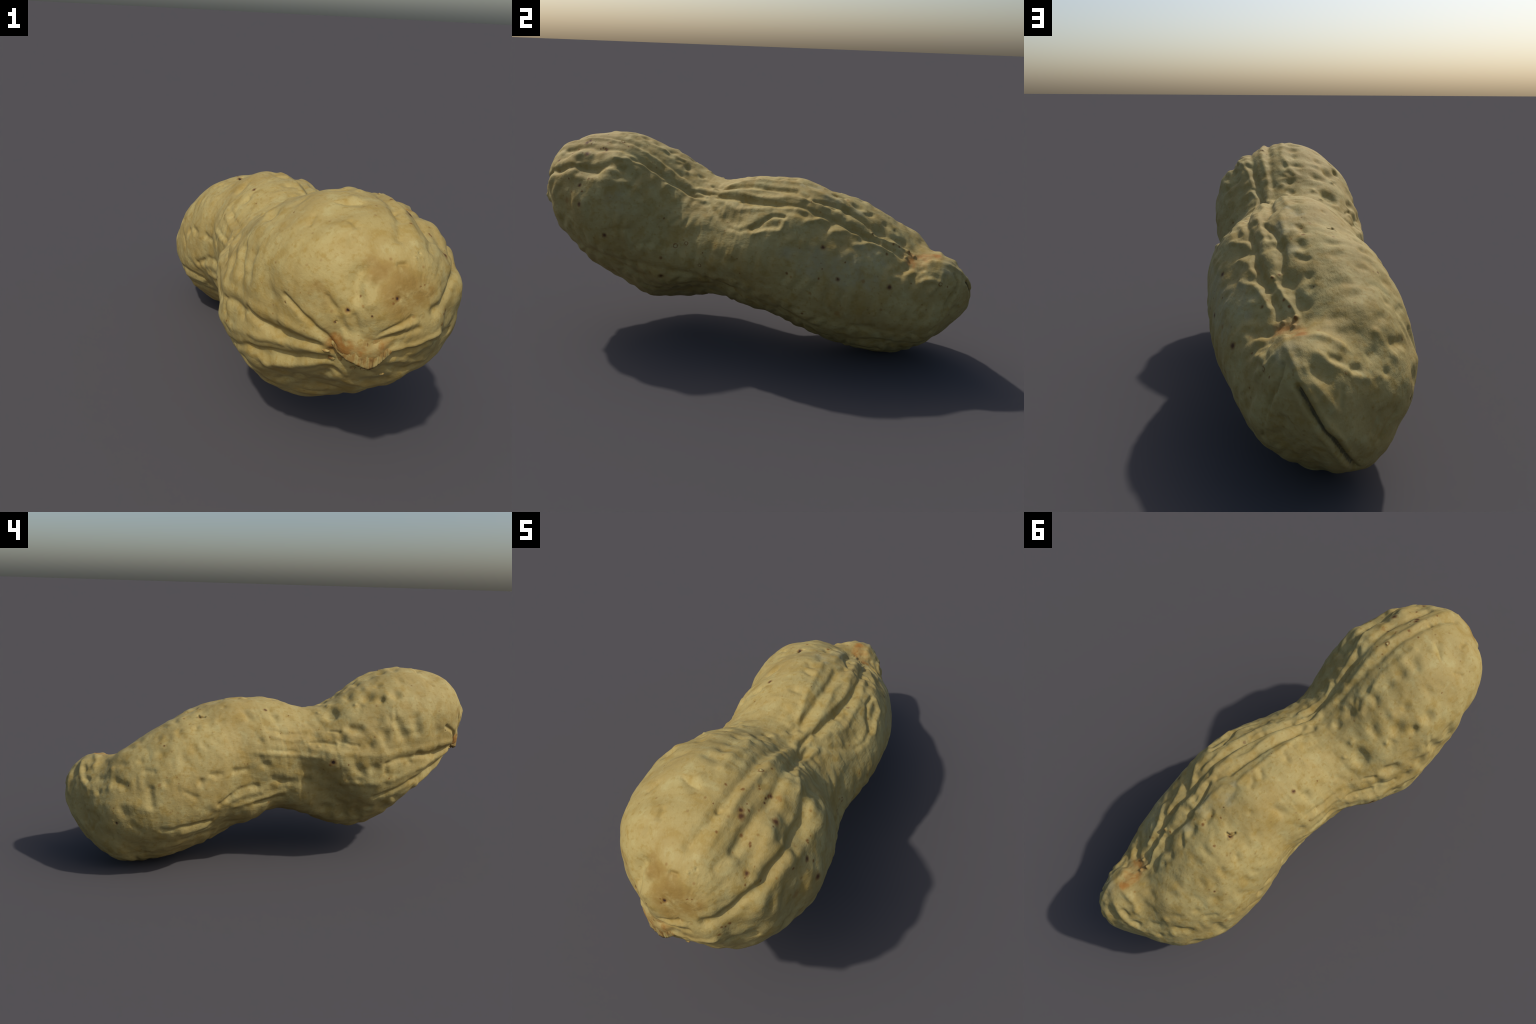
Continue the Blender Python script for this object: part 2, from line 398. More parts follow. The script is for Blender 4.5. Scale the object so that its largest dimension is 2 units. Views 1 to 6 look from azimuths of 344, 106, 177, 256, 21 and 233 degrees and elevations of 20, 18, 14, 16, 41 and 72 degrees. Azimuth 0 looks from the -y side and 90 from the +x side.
# front lobe, upper flank
dent(23.2, 10.2, (0.2713, 95.6), (0.2747, 100.6))
dent(23.1, 10.2, (0.3001, 95.1))
dent(15.5, 6.8, (0.2118, 99.9), (0.2214, 105.8))
dent(25.4, 5.1, (0.2854, 118.1))
dent(17.1, 6.8, (0.3039, 75.7))
dent(16, 10.2, (0.3498, 91.3))
dent(15.1, 6, (0.3537, 94.4))
dent(18.5, 7.4, (0.3281, 111.7))
dent(22.1, 8.5, (0.3099, 129.6))
dent(21.3, 15.3, (0.386, 83.7))
dent(17.1, 13.6, (0.4074, 83.7))
dent(16.8, 6.7, (0.3231, 93.2))
dent(19, 7.6, (0.3506, 85.3))
bump(16.4, 4.6, (0.3487, 107.4))
bump(14.9, 4.6, (0.3387, 86.5))
bump(14.9, 4.6, (0.2866, 90.8))
bump(13.4, 4.6, (0.3872, 77.6))
bump(13.3, 4.6, (0.3704, 82.4))
bump(5.7, 6.9, (0.2795, 72.4))
# front lobe, left shoulder
dent(18.5, 10.2, (0.3797, 104.1))
dent(18.5, 7.4, (0.3818, 108.9))
dent(25.3, 6.8, (0.3576, 117.2))
dent(15.3, 8.5, (0.3371, 126.2))
dent(21.3, 15.3, (0.415, 113.1), (0.4183, 120.6))
dent(19, 10.2, (0.3863, 139.2), (0.3973, 136.6))
dent(15.3, 6.1, (0.3711, 120.7))
dent(21.7, 5.1, (0.3555, 140.5))
furrow(8.8, 7, (0.4293, 136.3), (0.4186, 138.6))
furrow(8.9, 8, (0.4611, 150.5), (0.4466, 148.5), (0.4297, 149.3))
furrow(9, 5, (0.4233, 146), (0.408, 150.9), (0.397, 152.1))
bump(11.9, 6.9, (0.4101, 101.6))
bump(9.9, 5.8, (0.3789, 117.9))
bump(20.5, 5.8, (0.4074, 142.6))
bump(16.6, 4.6, (0.3263, 126.5))
bump(8.9, 5.8, (0.4534, 153.4))
bump(8, 5.8, (0.4313, 111))
furrow(11.2, 4, (0.4651, 140.5), (0.4883, 144.6), (0.5158, 142.2))
rib(11.3, 4, (0.4709, 149.2), (0.4903, 151.4), (0.5147, 148.8))
# pleats that gather at the stalk scar
furrow(10.1, 9, (0.2095, 175.5), (0.189, 182.8), (0.1738, 190.6), (0.1651, 199.3), (0.1593, 207.8), (0.1574, 213.8))
furrow(13.5, 12, (0.295, 185.6), (0.2699, 193.6), (0.2533, 198.5), (0.2293, 202.4), (0.1995, 205.3), (0.1796, 210.6))
furrow(17.4, 15, (0.3035, 208.3), (0.2799, 213.4), (0.2487, 216.5), (0.2201, 217.7), (0.1967, 221), (0.1855, 225.1))
rib(16.2, 7, (0.2903, 219), (0.2491, 222.6), (0.2122, 224.1), (0.1931, 226.9))
rib(16.6, 5, (0.2833, 200.5), (0.2537, 205.2), (0.2161, 208.7), (0.1848, 214.1))
rib(15.5, 5, (0.2287, 190.6), (0.1902, 197.8), (0.17, 207.2))
furrow(19.8, 7, (0.1975, 236.1), (0.2354, 234.7), (0.3, 238.8), (0.3153, 235.6))
furrow(9.6, 12, (0.105, 256.9), (0.1008, 272), (0.0899, 287.9), (0.0786, 298.6), (0.109, 315.7), (0.1454, 329.6))
rib(9.3, 6, (0.094, 254), (0.0868, 267.7), (0.0685, 284.8), (0.0595, 298.6), (0.0637, 315.5))
furrow(13.2, 6, (0.13, 259.7), (0.15, 282.7), (0.151, 291.5))
rib(12.9, 5, (0.1169, 265.3), (0.1311, 284.2), (0.1439, 301))
furrow(19.7, 6, (0.254, 242.7), (0.2121, 237.9))
rib(27.2, 6, (0.1847, 240.1), (0.2036, 251.8), (0.295, 278.2))
dent(35, 7.8, (0.178, 261.4))
dent(29.2, 7.8, (0.1734, 269.5))
furrow(11.1, 6, (0.1367, 172.7), (0.1312, 183.5), (0.1306, 199.5))
furrow(9.8, 4, (0.0987, 190.5), (0.1064, 209.5))
rib(12.3, 4, (0.1149, 187), (0.1175, 202.2))
rib(10, 5, (0.1301, 189.3), (0.1322, 208.5))
furrow(8.5, 5, (0.0934, 230.1), (0.0647, 248.8), (0.0352, 281.9))
rib(8.5, 4, (0.0841, 225.8), (0.0507, 239.1), (0.0251, 274.8))
furrow(7.4, 4, (0.0845, 224.6), (0.0503, 227.1), (0.0192, 252.4))
# front lobe, crown
dent(21, 14.3, (0.1016, 144.3), (0.0991, 156.1), (0.0931, 167.1))
dent(6.9, 6.5, (0.0654, 111.3), (0.0601, 102.2))
dent(9.2, 5.2, (0.1732, 116.2), (0.1558, 116.8))
dent(14.2, 7.8, (0.1367, 128))
dent(9.5, 5.2, (0.2265, 125.7), (0.217, 132.3))
bump(15.5, 4.6, (0.2306, 99.5))
# pleats that gather at the stalk scar
rib(16.8, 8, (0.0894, 145.8), (0.0822, 161.6), (0.0665, 176.5))
# front lobe, crown
bump(4.4, 5.8, (0.0668, 84.5))
dent(3.7, 7.8, (0.0781, 76))
# front lobe, right shoulder
dent(7.7, 13, (0.1877, 79.2))
furrow(7.1, 4, (0.229, 109.8), (0.2198, 103.9), (0.2146, 97.7))
# waist seen from the stalk end
furrow(14.3, 6, (0.5544, 75.6), (0.5274, 74.2), (0.4973, 72.7), (0.4805, 73.5), (0.4644, 71.8), (0.4469, 70.7))
furrow(13.2, 8, (0.5607, 53.3), (0.5337, 54), (0.4977, 54.9), (0.4737, 56), (0.4499, 57.6))
furrow(11.9, 4, (0.4897, 95.5), (0.4875, 87.2))
dent(19.1, 3.9, (0.4589, 89.1), (0.4442, 90))
rib(15.6, 4, (0.5638, 62.3), (0.5221, 64.1), (0.4868, 65.5), (0.4599, 64.8), (0.4333, 64.4))
# ribs of the rear lobe
dent(27.6, 16.9, (0.5239, 30.4), (0.5456, 32.2))
dent(19.3, 10.4, (0.536, 52.6), (0.5563, 49.2), (0.5772, 50.4))
dent(22.7, 10.4, (0.4743, 35.1), (0.4932, 30.3))
dent(21.7, 13, (0.609, 46.1), (0.6167, 52.1))
dent(20.7, 11.7, (0.6453, 54.7))
dent(15.2, 9.1, (0.5994, 67.2), (0.6127, 66.9))
dent(14.9, 7.8, (0.591, 53.4))
dent(16.9, 6.5, (0.4903, 56.3), (0.503, 56.5))
dent(24.7, 11.7, (0.6846, 65.5))
dent(18.1, 9.1, (0.6752, 51.9))
dent(19.2, 9.1, (0.7056, 54.9))
rib(11.6, 6.5, (0.4325, 58.2), (0.4541, 61.9), (0.4752, 64.6), (0.4976, 66.4), (0.5166, 69.5), (0.5351, 67.5), (0.5548, 64.6), (0.5786, 64.9), (0.5929, 64.7), (0.61, 64.7), (0.6273, 61.8))
rib(12.5, 6.5, (0.438, 70.8), (0.4541, 74.7), (0.4715, 79.6), (0.4896, 82.7), (0.5205, 86.2), (0.5393, 86.7), (0.5557, 86.9), (0.5708, 81.2), (0.5871, 79.3), (0.6045, 78.8), (0.6213, 77.2))
rib(13.2, 7.8, (0.5199, 22.1), (0.5344, 27.7), (0.5509, 29.5), (0.5545, 36.7))
rib(13.4, 6.5, (0.5834, 43.4), (0.5978, 50.8))
rib(13.5, 6.5, (0.6195, 43.4), (0.6378, 50.1), (0.6568, 51))
rib(12.4, 7.8, (0.6571, 41.1), (0.6754, 48.2), (0.6947, 50), (0.7139, 51))
dent(11.5, 6.5, (0.5021, 50))
furrow(19.7, 4, (0.5568, 24.4), (0.5744, 33.5), (0.5901, 32))
dent(22.2, 5.2, (0.6398, 37))
dent(14.6, 5.2, (0.5968, 23.7))
# right side, low
furrow(15.7, 6, (0.3514, 352.6), (0.3642, 0.2), (0.3858, 4.7), (0.3995, 3.9))
furrow(18.3, 6, (0.2442, 319), (0.2957, 323.8), (0.3458, 335.5), (0.406, 345.7), (0.4509, 336.5), (0.4836, 325.5), (0.5044, 320.3))
dent(26.3, 6.5, (0.3312, 324))
dent(26.9, 6.5, (0.3592, 324.9))
furrow(17.5, 5, (0.369, 308.7), (0.4079, 306), (0.4639, 296.8))
rib(21.4, 4, (0.3572, 355.7), (0.3769, 1.3), (0.3935, 0.6))
dent(13.7, 7.8, (0.3998, 337.2))
dent(26.9, 6.5, (0.2028, 339.1))
furrow(17.9, 4, (0.3002, 351), (0.3228, 0.6), (0.3442, 5.3))
furrow(16.9, 4, (0.474, 1), (0.5016, 356.7))
# right side of the beak end
furrow(18.6, 5, (0.5767, 321.5), (0.5974, 319), (0.6192, 310.8), (0.6506, 309.5))
dent(16.8, 5.2, (0.6838, 338.4), (0.7122, 341.1))
furrow(12, 4, (0.7037, 323.1), (0.7252, 327.7), (0.753, 327.9))
furrow(9.9, 7, (0.8619, 38.4), (0.8528, 20.9), (0.849, 357.7), (0.8347, 340.7))
furrow(13.5, 5, (0.8832, 9.5), (0.8674, 344.8), (0.8481, 327.9))
rib(11.2, 5, (0.8668, 24.3), (0.8554, 3.8), (0.843, 348.9))
dent(18.6, 3.9, (0.6471, 345.8))
dent(18.7, 3.9, (0.7405, 15.3))
furrow(10.3, 4, (0.782, 5), (0.7948, 14.8))
rib(13.8, 5, (0.7336, 31.1), (0.752, 39.9), (0.7713, 44.6))
rib(13.7, 5, (0.7761, 34.5), (0.7932, 41.2))
dent(15.2, 6.5, (0.774, 37.4))
dent(13, 7.8, (0.8262, 48.1))
rib(12.4, 5, (0.7834, 38.2), (0.8053, 41.1), (0.8175, 39.3))
furrow(13.6, 5, (0.6783, 292.6), (0.7078, 309.6), (0.7364, 308.9))
# rear lobe, top by the waist
furrow(4.5, 12.2, (0.6099, 106.8), (0.6088, 110.1), (0.6022, 111.5))
bump(6.4, 4.6, (0.6126, 110.4))
dent(6.2, 3, (0.0267, 161.2))
dent(6.0, 3, (0.11, 184.5))
dent(3.4, 3, (0.2124, 179.5))
dent(3.6, 3, (0.1379, 194.2))
dent(9.5, 3, (0.609, 109.9))
dent(12.0, 3, (0.4399, 167))
dent(6.2, 3, (0.7972, 178.2))
# swelling and hollow of the stalk scar
bump(34, 9, (0.1355, 219.3), (0.1144, 228.6), (0.1026, 238.7))
dent(15, 16, (0.1646, 220.2), (0.1623, 229), (0.1474, 236.7))
dent(14, 8, (0.1547, 244.2), (0.1525, 253.8))
bump(20, 7, (0.7843, 55.8))

rise = FLAT @ AXIS_Z.astype(np.float32)
ring = FLAT @ AXIS_A.astype(np.float32)
crown = np.exp(-(((FLAT - at(0.2, 105).astype(np.float32)) ** 2).sum(1)) / 0.3 ** 2)    # smooth swollen top of the stalk-end lobe

# the vein net: furrows run the length of the pod, with short cross bars between them
VEINS = (20, 40, 58, 73, 92, 112, 133, 153, 177, 205, 228, 250, 272, 295, 320, 343, 380)
turn = np.broadcast_to(np.degrees(TH)[None, :], (ROWS, AROUND)).ravel().astype(np.float32)
meander = 5.5 * value_noise(FLAT * 7, 31)
place = np.interp((turn + meander - 20) % 360 + 20, VEINS, np.arange(len(VEINS))).astype(np.float32)
along_t = np.repeat(T, AROUND).astype(np.float32)
ends = np.clip(along_t / 0.12, 0, 1) * np.clip((0.93 - along_t) / 0.12, 0, 1)
vein = (0.5 + 0.5 * np.cos(2 * np.pi * place)) ** 1.7
lane = np.floor(place).astype(np.int64) % 16
offset = np.array([random.random() for _ in range(16)], np.float32)[lane]
pace = np.array([random.uniform(0.9, 1.25) for _ in range(16)], np.float32)[lane]
bar = (0.5 + 0.5 * np.cos(2 * np.pi * (ring / 0.075 * pace + offset + 0.55 * value_noise(FLAT * 11, 33)))) ** 1.25
between = np.sin(np.pi * (place - np.floor(place))) ** 2
low = np.clip((np.cos(np.radians(turn - 300)) - 0.1) * 2, 0, 1)    # right flank and belly carry the fullest net
some = 0.5 + 0.45 * low + 0.5 * np.clip(0.5 + 1.2 * value_noise(FLAT * 6, 34), 0, 1)
saddle = np.exp(-((along_t - 0.53) / 0.11) ** 2 - ((turn - 72) / 40) ** 2)    # smooth saddle over the waist
net = ends * (1 - 0.9 * crown) * (1 - 0.85 * saddle) * (1 - 0.45 * np.exp(-((turn - 165) / 50) ** 2)) * some
LIFT += net * (0.0022 - 0.0052 * vein - 0.0056 * bar * between)
LIFT = np.where(LIFT > 0, 0.013 * np.tanh(LIFT / 0.013), 0.024 * np.tanh(LIFT / 0.024)).astype(np.float32)

# all-over unevenness of the papery husk
LIFT += (1 - 0.6 * crown) * (1 - 0.6 * saddle) * (0.0017 * value_noise(FLAT * 17, 5) + 0.0012 * value_noise(FLAT * 31, 9) + 0.0005 * value_noise(FLAT * 48, 6)) + 0.0003 * value_noise(FLAT * 85, 7)
# fine pleats that run around the pod, strongest in the waist
pleat = value_noise(np.stack([ring * 95, FLAT[:, 0] * 9, FLAT[:, 2] * 9], 1), 8)
in_waist = np.exp(-((ring + 0.16) / 0.20) ** 2)
LIFT += (0.0002 + 0.0006 * in_waist) * pleat

# the relief closes up evenly over the two tips of the loft
LIFT = LIFT.reshape(ROWS, AROUND)
for side in (slice(0, 12), slice(ROWS - 12, ROWS)):
    even = near_tip[side, :, 0] ** 0.5
    LIFT[side] = LIFT[side] * (1 - even) + LIFT[side].mean() * even
SHELL = BASE + OUT * LIFT[..., None]


# ------------------------------------------------------------------ materials
def srgb(r, g, b):
    f = lambda c: c / 12.92 if c <= 0.04045 else ((c + 0.055) / 1.055) ** 2.4
    return (f(r / 255), f(g / 255), f(b / 255), 1)


class Nodes:
    def __init__(self, name):
        self.mat = bpy.data.materials.new(name)
        self.mat.use_nodes = True
        self.t = self.mat.node_tree
        self.t.nodes.clear()

    def n(self, kind, **props):
        node = self.t.nodes.new(kind)
        for k, v in props.items():
            setattr(node, k, v)
        return node

    def link(self, a, b):
        self.t.links.new(a, b)

    def math(self, op, a, b=None, c=None, clamp=False):
        m = self.n("ShaderNodeMath", operation=op, use_clamp=clamp)
        for i, v in enumerate((a, b, c)):
            if v is None:
                continue
            if isinstance(v, (int, float)):
                m.inputs[i].default_value = v
            else:
                self.link(v, m.inputs[i])
        return m.outputs[0]

    def noise(self, vec, scale, detail=2.0, rough=0.5, stretch=None, distortion=0.0):
        if stretch:
            mp = self.n("ShaderNodeMapping")
            mp.inputs["Scale"].default_value = stretch
            mp.inputs["Rotation"].default_value = (math.radians(-17), 0, math.radians(4))
            self.link(vec, mp.inputs[0])
            vec = mp.outputs[0]
        x = self.n("ShaderNodeTexNoise")
        x.inputs["Scale"].default_value = scale
        x.inputs["Detail"].default_value = detail
        x.inputs["Roughness"].default_value = rough
        x.inputs["Distortion"].default_value = distortion
        self.link(vec, x.inputs["Vector"])
        return x.outputs["Fac"]

    def ramp(self, v, lo, hi, out_lo=0.0, out_hi=1.0):
        m = self.n("ShaderNodeMapRange", interpolation_type="SMOOTHSTEP")
        for i, x in enumerate((lo, hi, out_lo, out_hi)):
            m.inputs[1 + i].default_value = x
        self.link(v, m.inputs[0])
        return m.outputs[0]

    def mix(self, fac, a, b, mode="MIX"):
        m = self.n("ShaderNodeMix", data_type="RGBA", blend_type=mode)
        if isinstance(fac, (int, float)):
            m.inputs[0].default_value = fac
        else:
            self.link(fac, m.inputs[0])
        for i, v in ((6, a), (7, b)):
            if isinstance(v, tuple):
                m.inputs[i].default_value = v
            else:
                self.link(v, m.inputs[i])
        return m.outputs[2]

    def nearest(self, vec, spots):
        """Distance to the nearest of the spots, in units of that spot's radius."""
        best = None
        for c, r in spots:
            d = self.n("ShaderNodeVectorMath", operation="DISTANCE")
            d.inputs[1].default_value = c
            self.link(vec, d.inputs[0])
            s = self.math("DIVIDE", d.outputs["Value"], r)
            best = s if best is None else self.math("MINIMUM", best, s)
        return best


# brown blemishes on the husk: (tone, radius mm, along, around)
BLEMISHES = [
    ("d", 8.6, 0.2215, 48.4),
    ("d", 8.1, 0.1972, 66.4),
    ("m", 5, 0.2125, 64.8),
    ("m", 6.4, 0.2328, 74.3),
    ("m", 4.9, 0.2493, 66.5),
    ("m", 4.9, 0.2303, 83.7),
    ("m", 4.5, 0.2924, 67),
    ("m", 4.1, 0.2953, 74.2),
    ("m", 6.3, 0.1769, 58.6),
    ("m", 5.2, 0.1725, 49.3),
    ("m", 4.7, 0.1545, 74.9),
    ("l", 10.8, 0.2576, 55.3),
    ("m", 4.8, 0.2496, 25.7),
    ("m", 3.1, 0.1952, 85),
    ("m", 3.3, 0.3144, 80.7),
    ("l", 4.8, 0.3269, 82.6),
    ("m", 3.3, 0.2696, 127.6),
    ("m", 6.1, 0.2505, 60.2),
    ("r", 9, 0.2777, 71.5),
    ("d", 5.4, 0.2544, 59.4),
    ("d", 6.5, 0.2042, 68.9),
    ("m", 5.1, 0.1745, 50.6),
    ("m", 3.1, 0.219, 67.3),
    ("m", 3.9, 0.2109, 47.7),
    ("d", 5.8, 0.1346, 36.1),
    ("l", 3.6, 0.1537, 36.4),
    ("m", 5.9, 0.2019, 19.3),
    ("m", 3.8, 0.2489, 24.5),
    ("l", 3, 0.1485, 54.9),
    ("m", 3.8, 0.2527, 68),
    ("l", 8.6, 0.255, 54.1),
    ("m", 3.6, 0.1201, 29.2),
    ("m", 2.8, 0.1265, 34.3),
    ("l", 4.4, 0.1712, 20.1),
    ("m", 3, 0.2578, 27.2),
    ("d", 3.2, 0.2456, 61),
    ("d", 2.9, 0.2393, 59.6),
    ("k", 5.2, 0.0267, 161.2),
    ("m", 3.1, 0.0343, 163.5),
    ("k", 5, 0.11, 184.5),
    ("m", 4.6, 0.0876, 169.7),
    ("m", 3.6, 0.1526, 24.3),
    ("m", 5.8, 0.0875, 343.4),
    ("m", 3.9, 0.0675, 337.4),
    ("m", 3.7, 0.063, 324),
    ("l", 2.9, 0.1212, 355.1),
    ("m", 2, 0.0197, 80.5),
    ("m", 2.5, 0.0256, 64.7),
    ("l", 4.4, 0.1938, 1.2),
    ("k", 2.8, 0.2124, 179.5),
    ("k", 3, 0.1379, 194.2),
    ("k", 2.4, 0.0641, 193.5),
    ("l", 3, 0.2569, 170.7),
    ("l", 3.1, 0.2002, 171.6),
    ("l", 3, 0.1771, 172),
    ("m", 4, 0.0783, 338.7),
    ("m", 4, 0.0645, 325),
    ("l", 5.3, 0.0801, 180.6),
    ("m", 2.7, 0.0208, 77.5),
    ("l", 4.1, 0.2425, 187.5),
    ("m", 4.3, 0.0299, 174.1),
    ("d", 5.2, 0.5095, 118.6),
    ("m", 3.5, 0.4784, 121),
    ("l", 3.8, 0.2673, 128.2),
    ("m", 3.3, 0.5003, 144.3),
    ("d", 6.5, 0.5101, 118.7),
    ("m", 3.9, 0.5894, 92.6),
    ("m", 4.7, 0.6019, 96.1),
    ("m", 7.2, 0.6256, 88.3),
    ("m", 4, 0.5792, 64.6),
    ("m", 3.3, 0.4995, 83.2),
    ("l", 3.3, 0.4766, 97),
    ("l", 4.1, 0.5149, 60.6),
    ("k", 7.9, 0.609, 109.9),
    ("s", 9.8, 0.5126, 51.3),
    ("m", 4.3, 0.6098, 89.1),
    ("l", 3.2, 0.5523, 79.3),
    ("l", 5.2, 0.5955, 59),
    ("m", 7, 0.6325, 105.1),
    ("d", 3.8, 0.6781, 125.5),
    ("l", 6.6, 0.7886, 80.1),
    ("m", 3.9, 0.71, 82.2),
    ("m", 6.9, 0.6762, 60),
    ("m", 7.1, 0.7054, 47.5),
    ("m", 6.2, 0.7121, 61.7),
    ("m", 6.2, 0.7239, 64),
    ("m", 8, 0.7436, 65.7),
    ("m", 5.2, 0.6728, 64.6),
    ("k", 10, 0.4399, 167),
    ("m", 5, 0.4189, 168.1),
    ("m", 8, 0.4442, 169.7),
    ("m", 4.7, 0.3564, 189.8),
    ("d", 6.9, 0.6138, 28.9),
    ("m", 7.3, 0.576, 359.4),
    ("l", 7.3, 0.5822, 358.2),
    ("d", 6.6, 0.6446, 11.2),
    ("d", 8.2, 0.7236, 20.8),
    ("l", 8.1, 0.6129, 351.7),
    ("m", 4.4, 0.6207, 13.6),
    ("m", 5.5, 0.6189, 5.6),
    ("l", 4.4, 0.584, 21.5),
    ("m", 3.4, 0.5056, 359.4),
    ("m", 3.3, 0.6174, 17.3),
    ("m", 3.7, 0.6486, 24.5),
    ("l", 9.6, 0.6816, 17.1),
    ("l", 5.9, 0.5486, 36.2),
    ("l", 5.5, 0.6249, 87.9),
    ("d", 8.1, 0.3024, 348.6),
    ("d", 8.2, 0.2452, 2.8),
    ("d", 6.2, 0.2342, 17.7),
    ("m", 5.7, 0.2443, 13.3),
    ("m", 4.3, 0.1505, 23.8),
    ("l", 3.6, 0.3021, 19.6),
    ("m", 4.8, 0.3863, 25.9),
    ("l", 16.8, 0.2062, 358.9),
    ("r", 10.3, 0.4129, 6.4),
    ("r", 8.6, 0.4289, 9.6),
    ("r", 9.4, 0.4539, 349.8),
    ("m", 8.7, 0.3966, 354.6),
    ("d", 8.1, 0.3988, 337.3),
    ("m", 4.6, 0.4566, 2.2),
    ("m", 6.8, 0.6081, 330.4),
    ("l", 8.2, 0.7198, 2.1),
    ("l", 15, 0.6574, 345.1),
    ("r", 9.2, 0.8178, 38.9),
    ("m", 4.6, 0.8381, 38.9),
    ("m", 4.2, 0.7605, 31.3),
    ("l", 8, 0.5334, 214.4),
    ("l", 4.7, 0.6714, 159.9),
    ("m", 4.4, 0.7562, 144.1),
    ("l", 9.5, 0.7023, 154.3),
    ("k", 5.2, 0.7972, 178.2),
]
# broader stains; dark line down the split seam: (tone, radius mm, along, around)
STAINS = [
    ("tan", 86, 0.01834, 139.1),
    ("tan", 49, 0.08471, 132.7),
    ("tan", 51, 0.0163, 52.9),
    ("tan", 84, 0.118, 227),
    ("tan", 44, 0.1464, 202.2),
    ("tan", 55, 0.09906, 212.6),
    ("tan", 49, 0.1513, 172.6),
    ("rust", 64, 0.1254, 224.8),
    ("rust", 42, 0.1458, 214.2),
    ("rust", 47, 0.0945, 236),
    ("rust", 63, 0.7755, 61.97),
    ("rust", 40, 0.7964, 67.89),
    ("rust", 45, 0.7527, 59.23),
    ("rust", 39, 0.7702, 53.08),
    ("bloom", 84, 0.6053, 13.31),
    ("bloom", 110, 0.6546, 19.93),
    ("bloom", 55, 0.573, 14.63),
    ("bloom", 82, 0.6797, 38.64),
    ("bloom", 39, 0.5809, 89.27),
    ("bloom", 88, 0.6471, 20.22),
    ("bloom", 60, 0.6958, 35.45),
    ("bloom", 73, 0.6084, 18.67),
    ("bloom", 54, 0.8318, 57.72),
    ("bloom", 59, 0.6898, 19.61),
    ("bloom", 34, 0.8325, 58.76),
    ("bloom", 33, 0.8718, 60.65),
    ("bloom", 68, 0.3176, 20),
    ("bloom", 51, 0.6052, 79.54),
    ("bloom", 29, 0.5578, 85.24),
    ("bloom", 40, 0.6466, 77.38),
    ("seam", 9, 0.9055, 58.25),
    ("seam", 9, 0.9091, 58.27),
    ("seam", 9, 0.9127, 58.29),
    ("seam", 9, 0.9162, 58.29),
    ("seam", 9, 0.9197, 58.3),
    ("seam", 9, 0.9231, 58.45),
    ("seam", 9, 0.9264, 58.61),
    ("seam", 9, 0.9297, 58.78),
    ("seam", 9, 0.9331, 58.65),
    ("seam", 9, 0.9364, 58.44),
    ("seam", 9, 0.9398, 58.18),
    ("seam", 9, 0.9433, 57.86),
    ("seam", 9, 0.9469, 57.43),
    ("seam", 9, 0.9506, 56.89),
    ("seam", 9, 0.9545, 56.51),
    ("seam", 9, 0.9587, 56.69),
    ("seam", 9, 0.9633, 57),
    ("seam", 9, 0.9682, 57.57),
    ("seam", 9, 0.9738, 59.73),
    ("seam", 9, 0.9803, 65.69),
    ("seam", 9, 0.9875, 132.8),
    ("seam", 9, 0.9789, 230.2),
    ("seam", 9, 0.9706, 235.4),
    ("seam", 9, 0.9636, 237.1),
    ("seam", 9, 0.9573, 238),
    ("seam", 9, 0.9516, 238.6),
    ("seam", 9, 0.9463, 239),
    ("seam", 9, 0.9412, 239.4),
    ("seam", 9, 0.9362, 240),
    ("seam", 9, 0.9313, 240.5),
    ("seam", 9, 0.9264, 240.9),
    ("seam", 9, 0.9216, 241.2),
    ("seam", 9, 0.9167, 241.4),
    ("seam", 9, 0.9116, 241.7),
    ("seam", 9, 0.9065, 241.9),
    ("seam", 10, 0.9012, 242),
    ("seam", 10, 0.8955, 242.1),
    ("seam", 10, 0.8893, 242.2),
]
def on_shell(t, degrees):
    i = int(np.clip(round(t * (ROWS + 1)) - 1, 0, ROWS - 1))
    return tuple(float(c) for c in SHELL[i, int(round(degrees / 360 * AROUND)) % AROUND])


SPOT_PLACES = [(k, r / 1000, on_shell(t, a)) for k, r, t, a in BLEMISHES]
STAIN_PLACES = [(k, r / 1000, on_shell(t, a)) for k, r, t, a in STAINS]


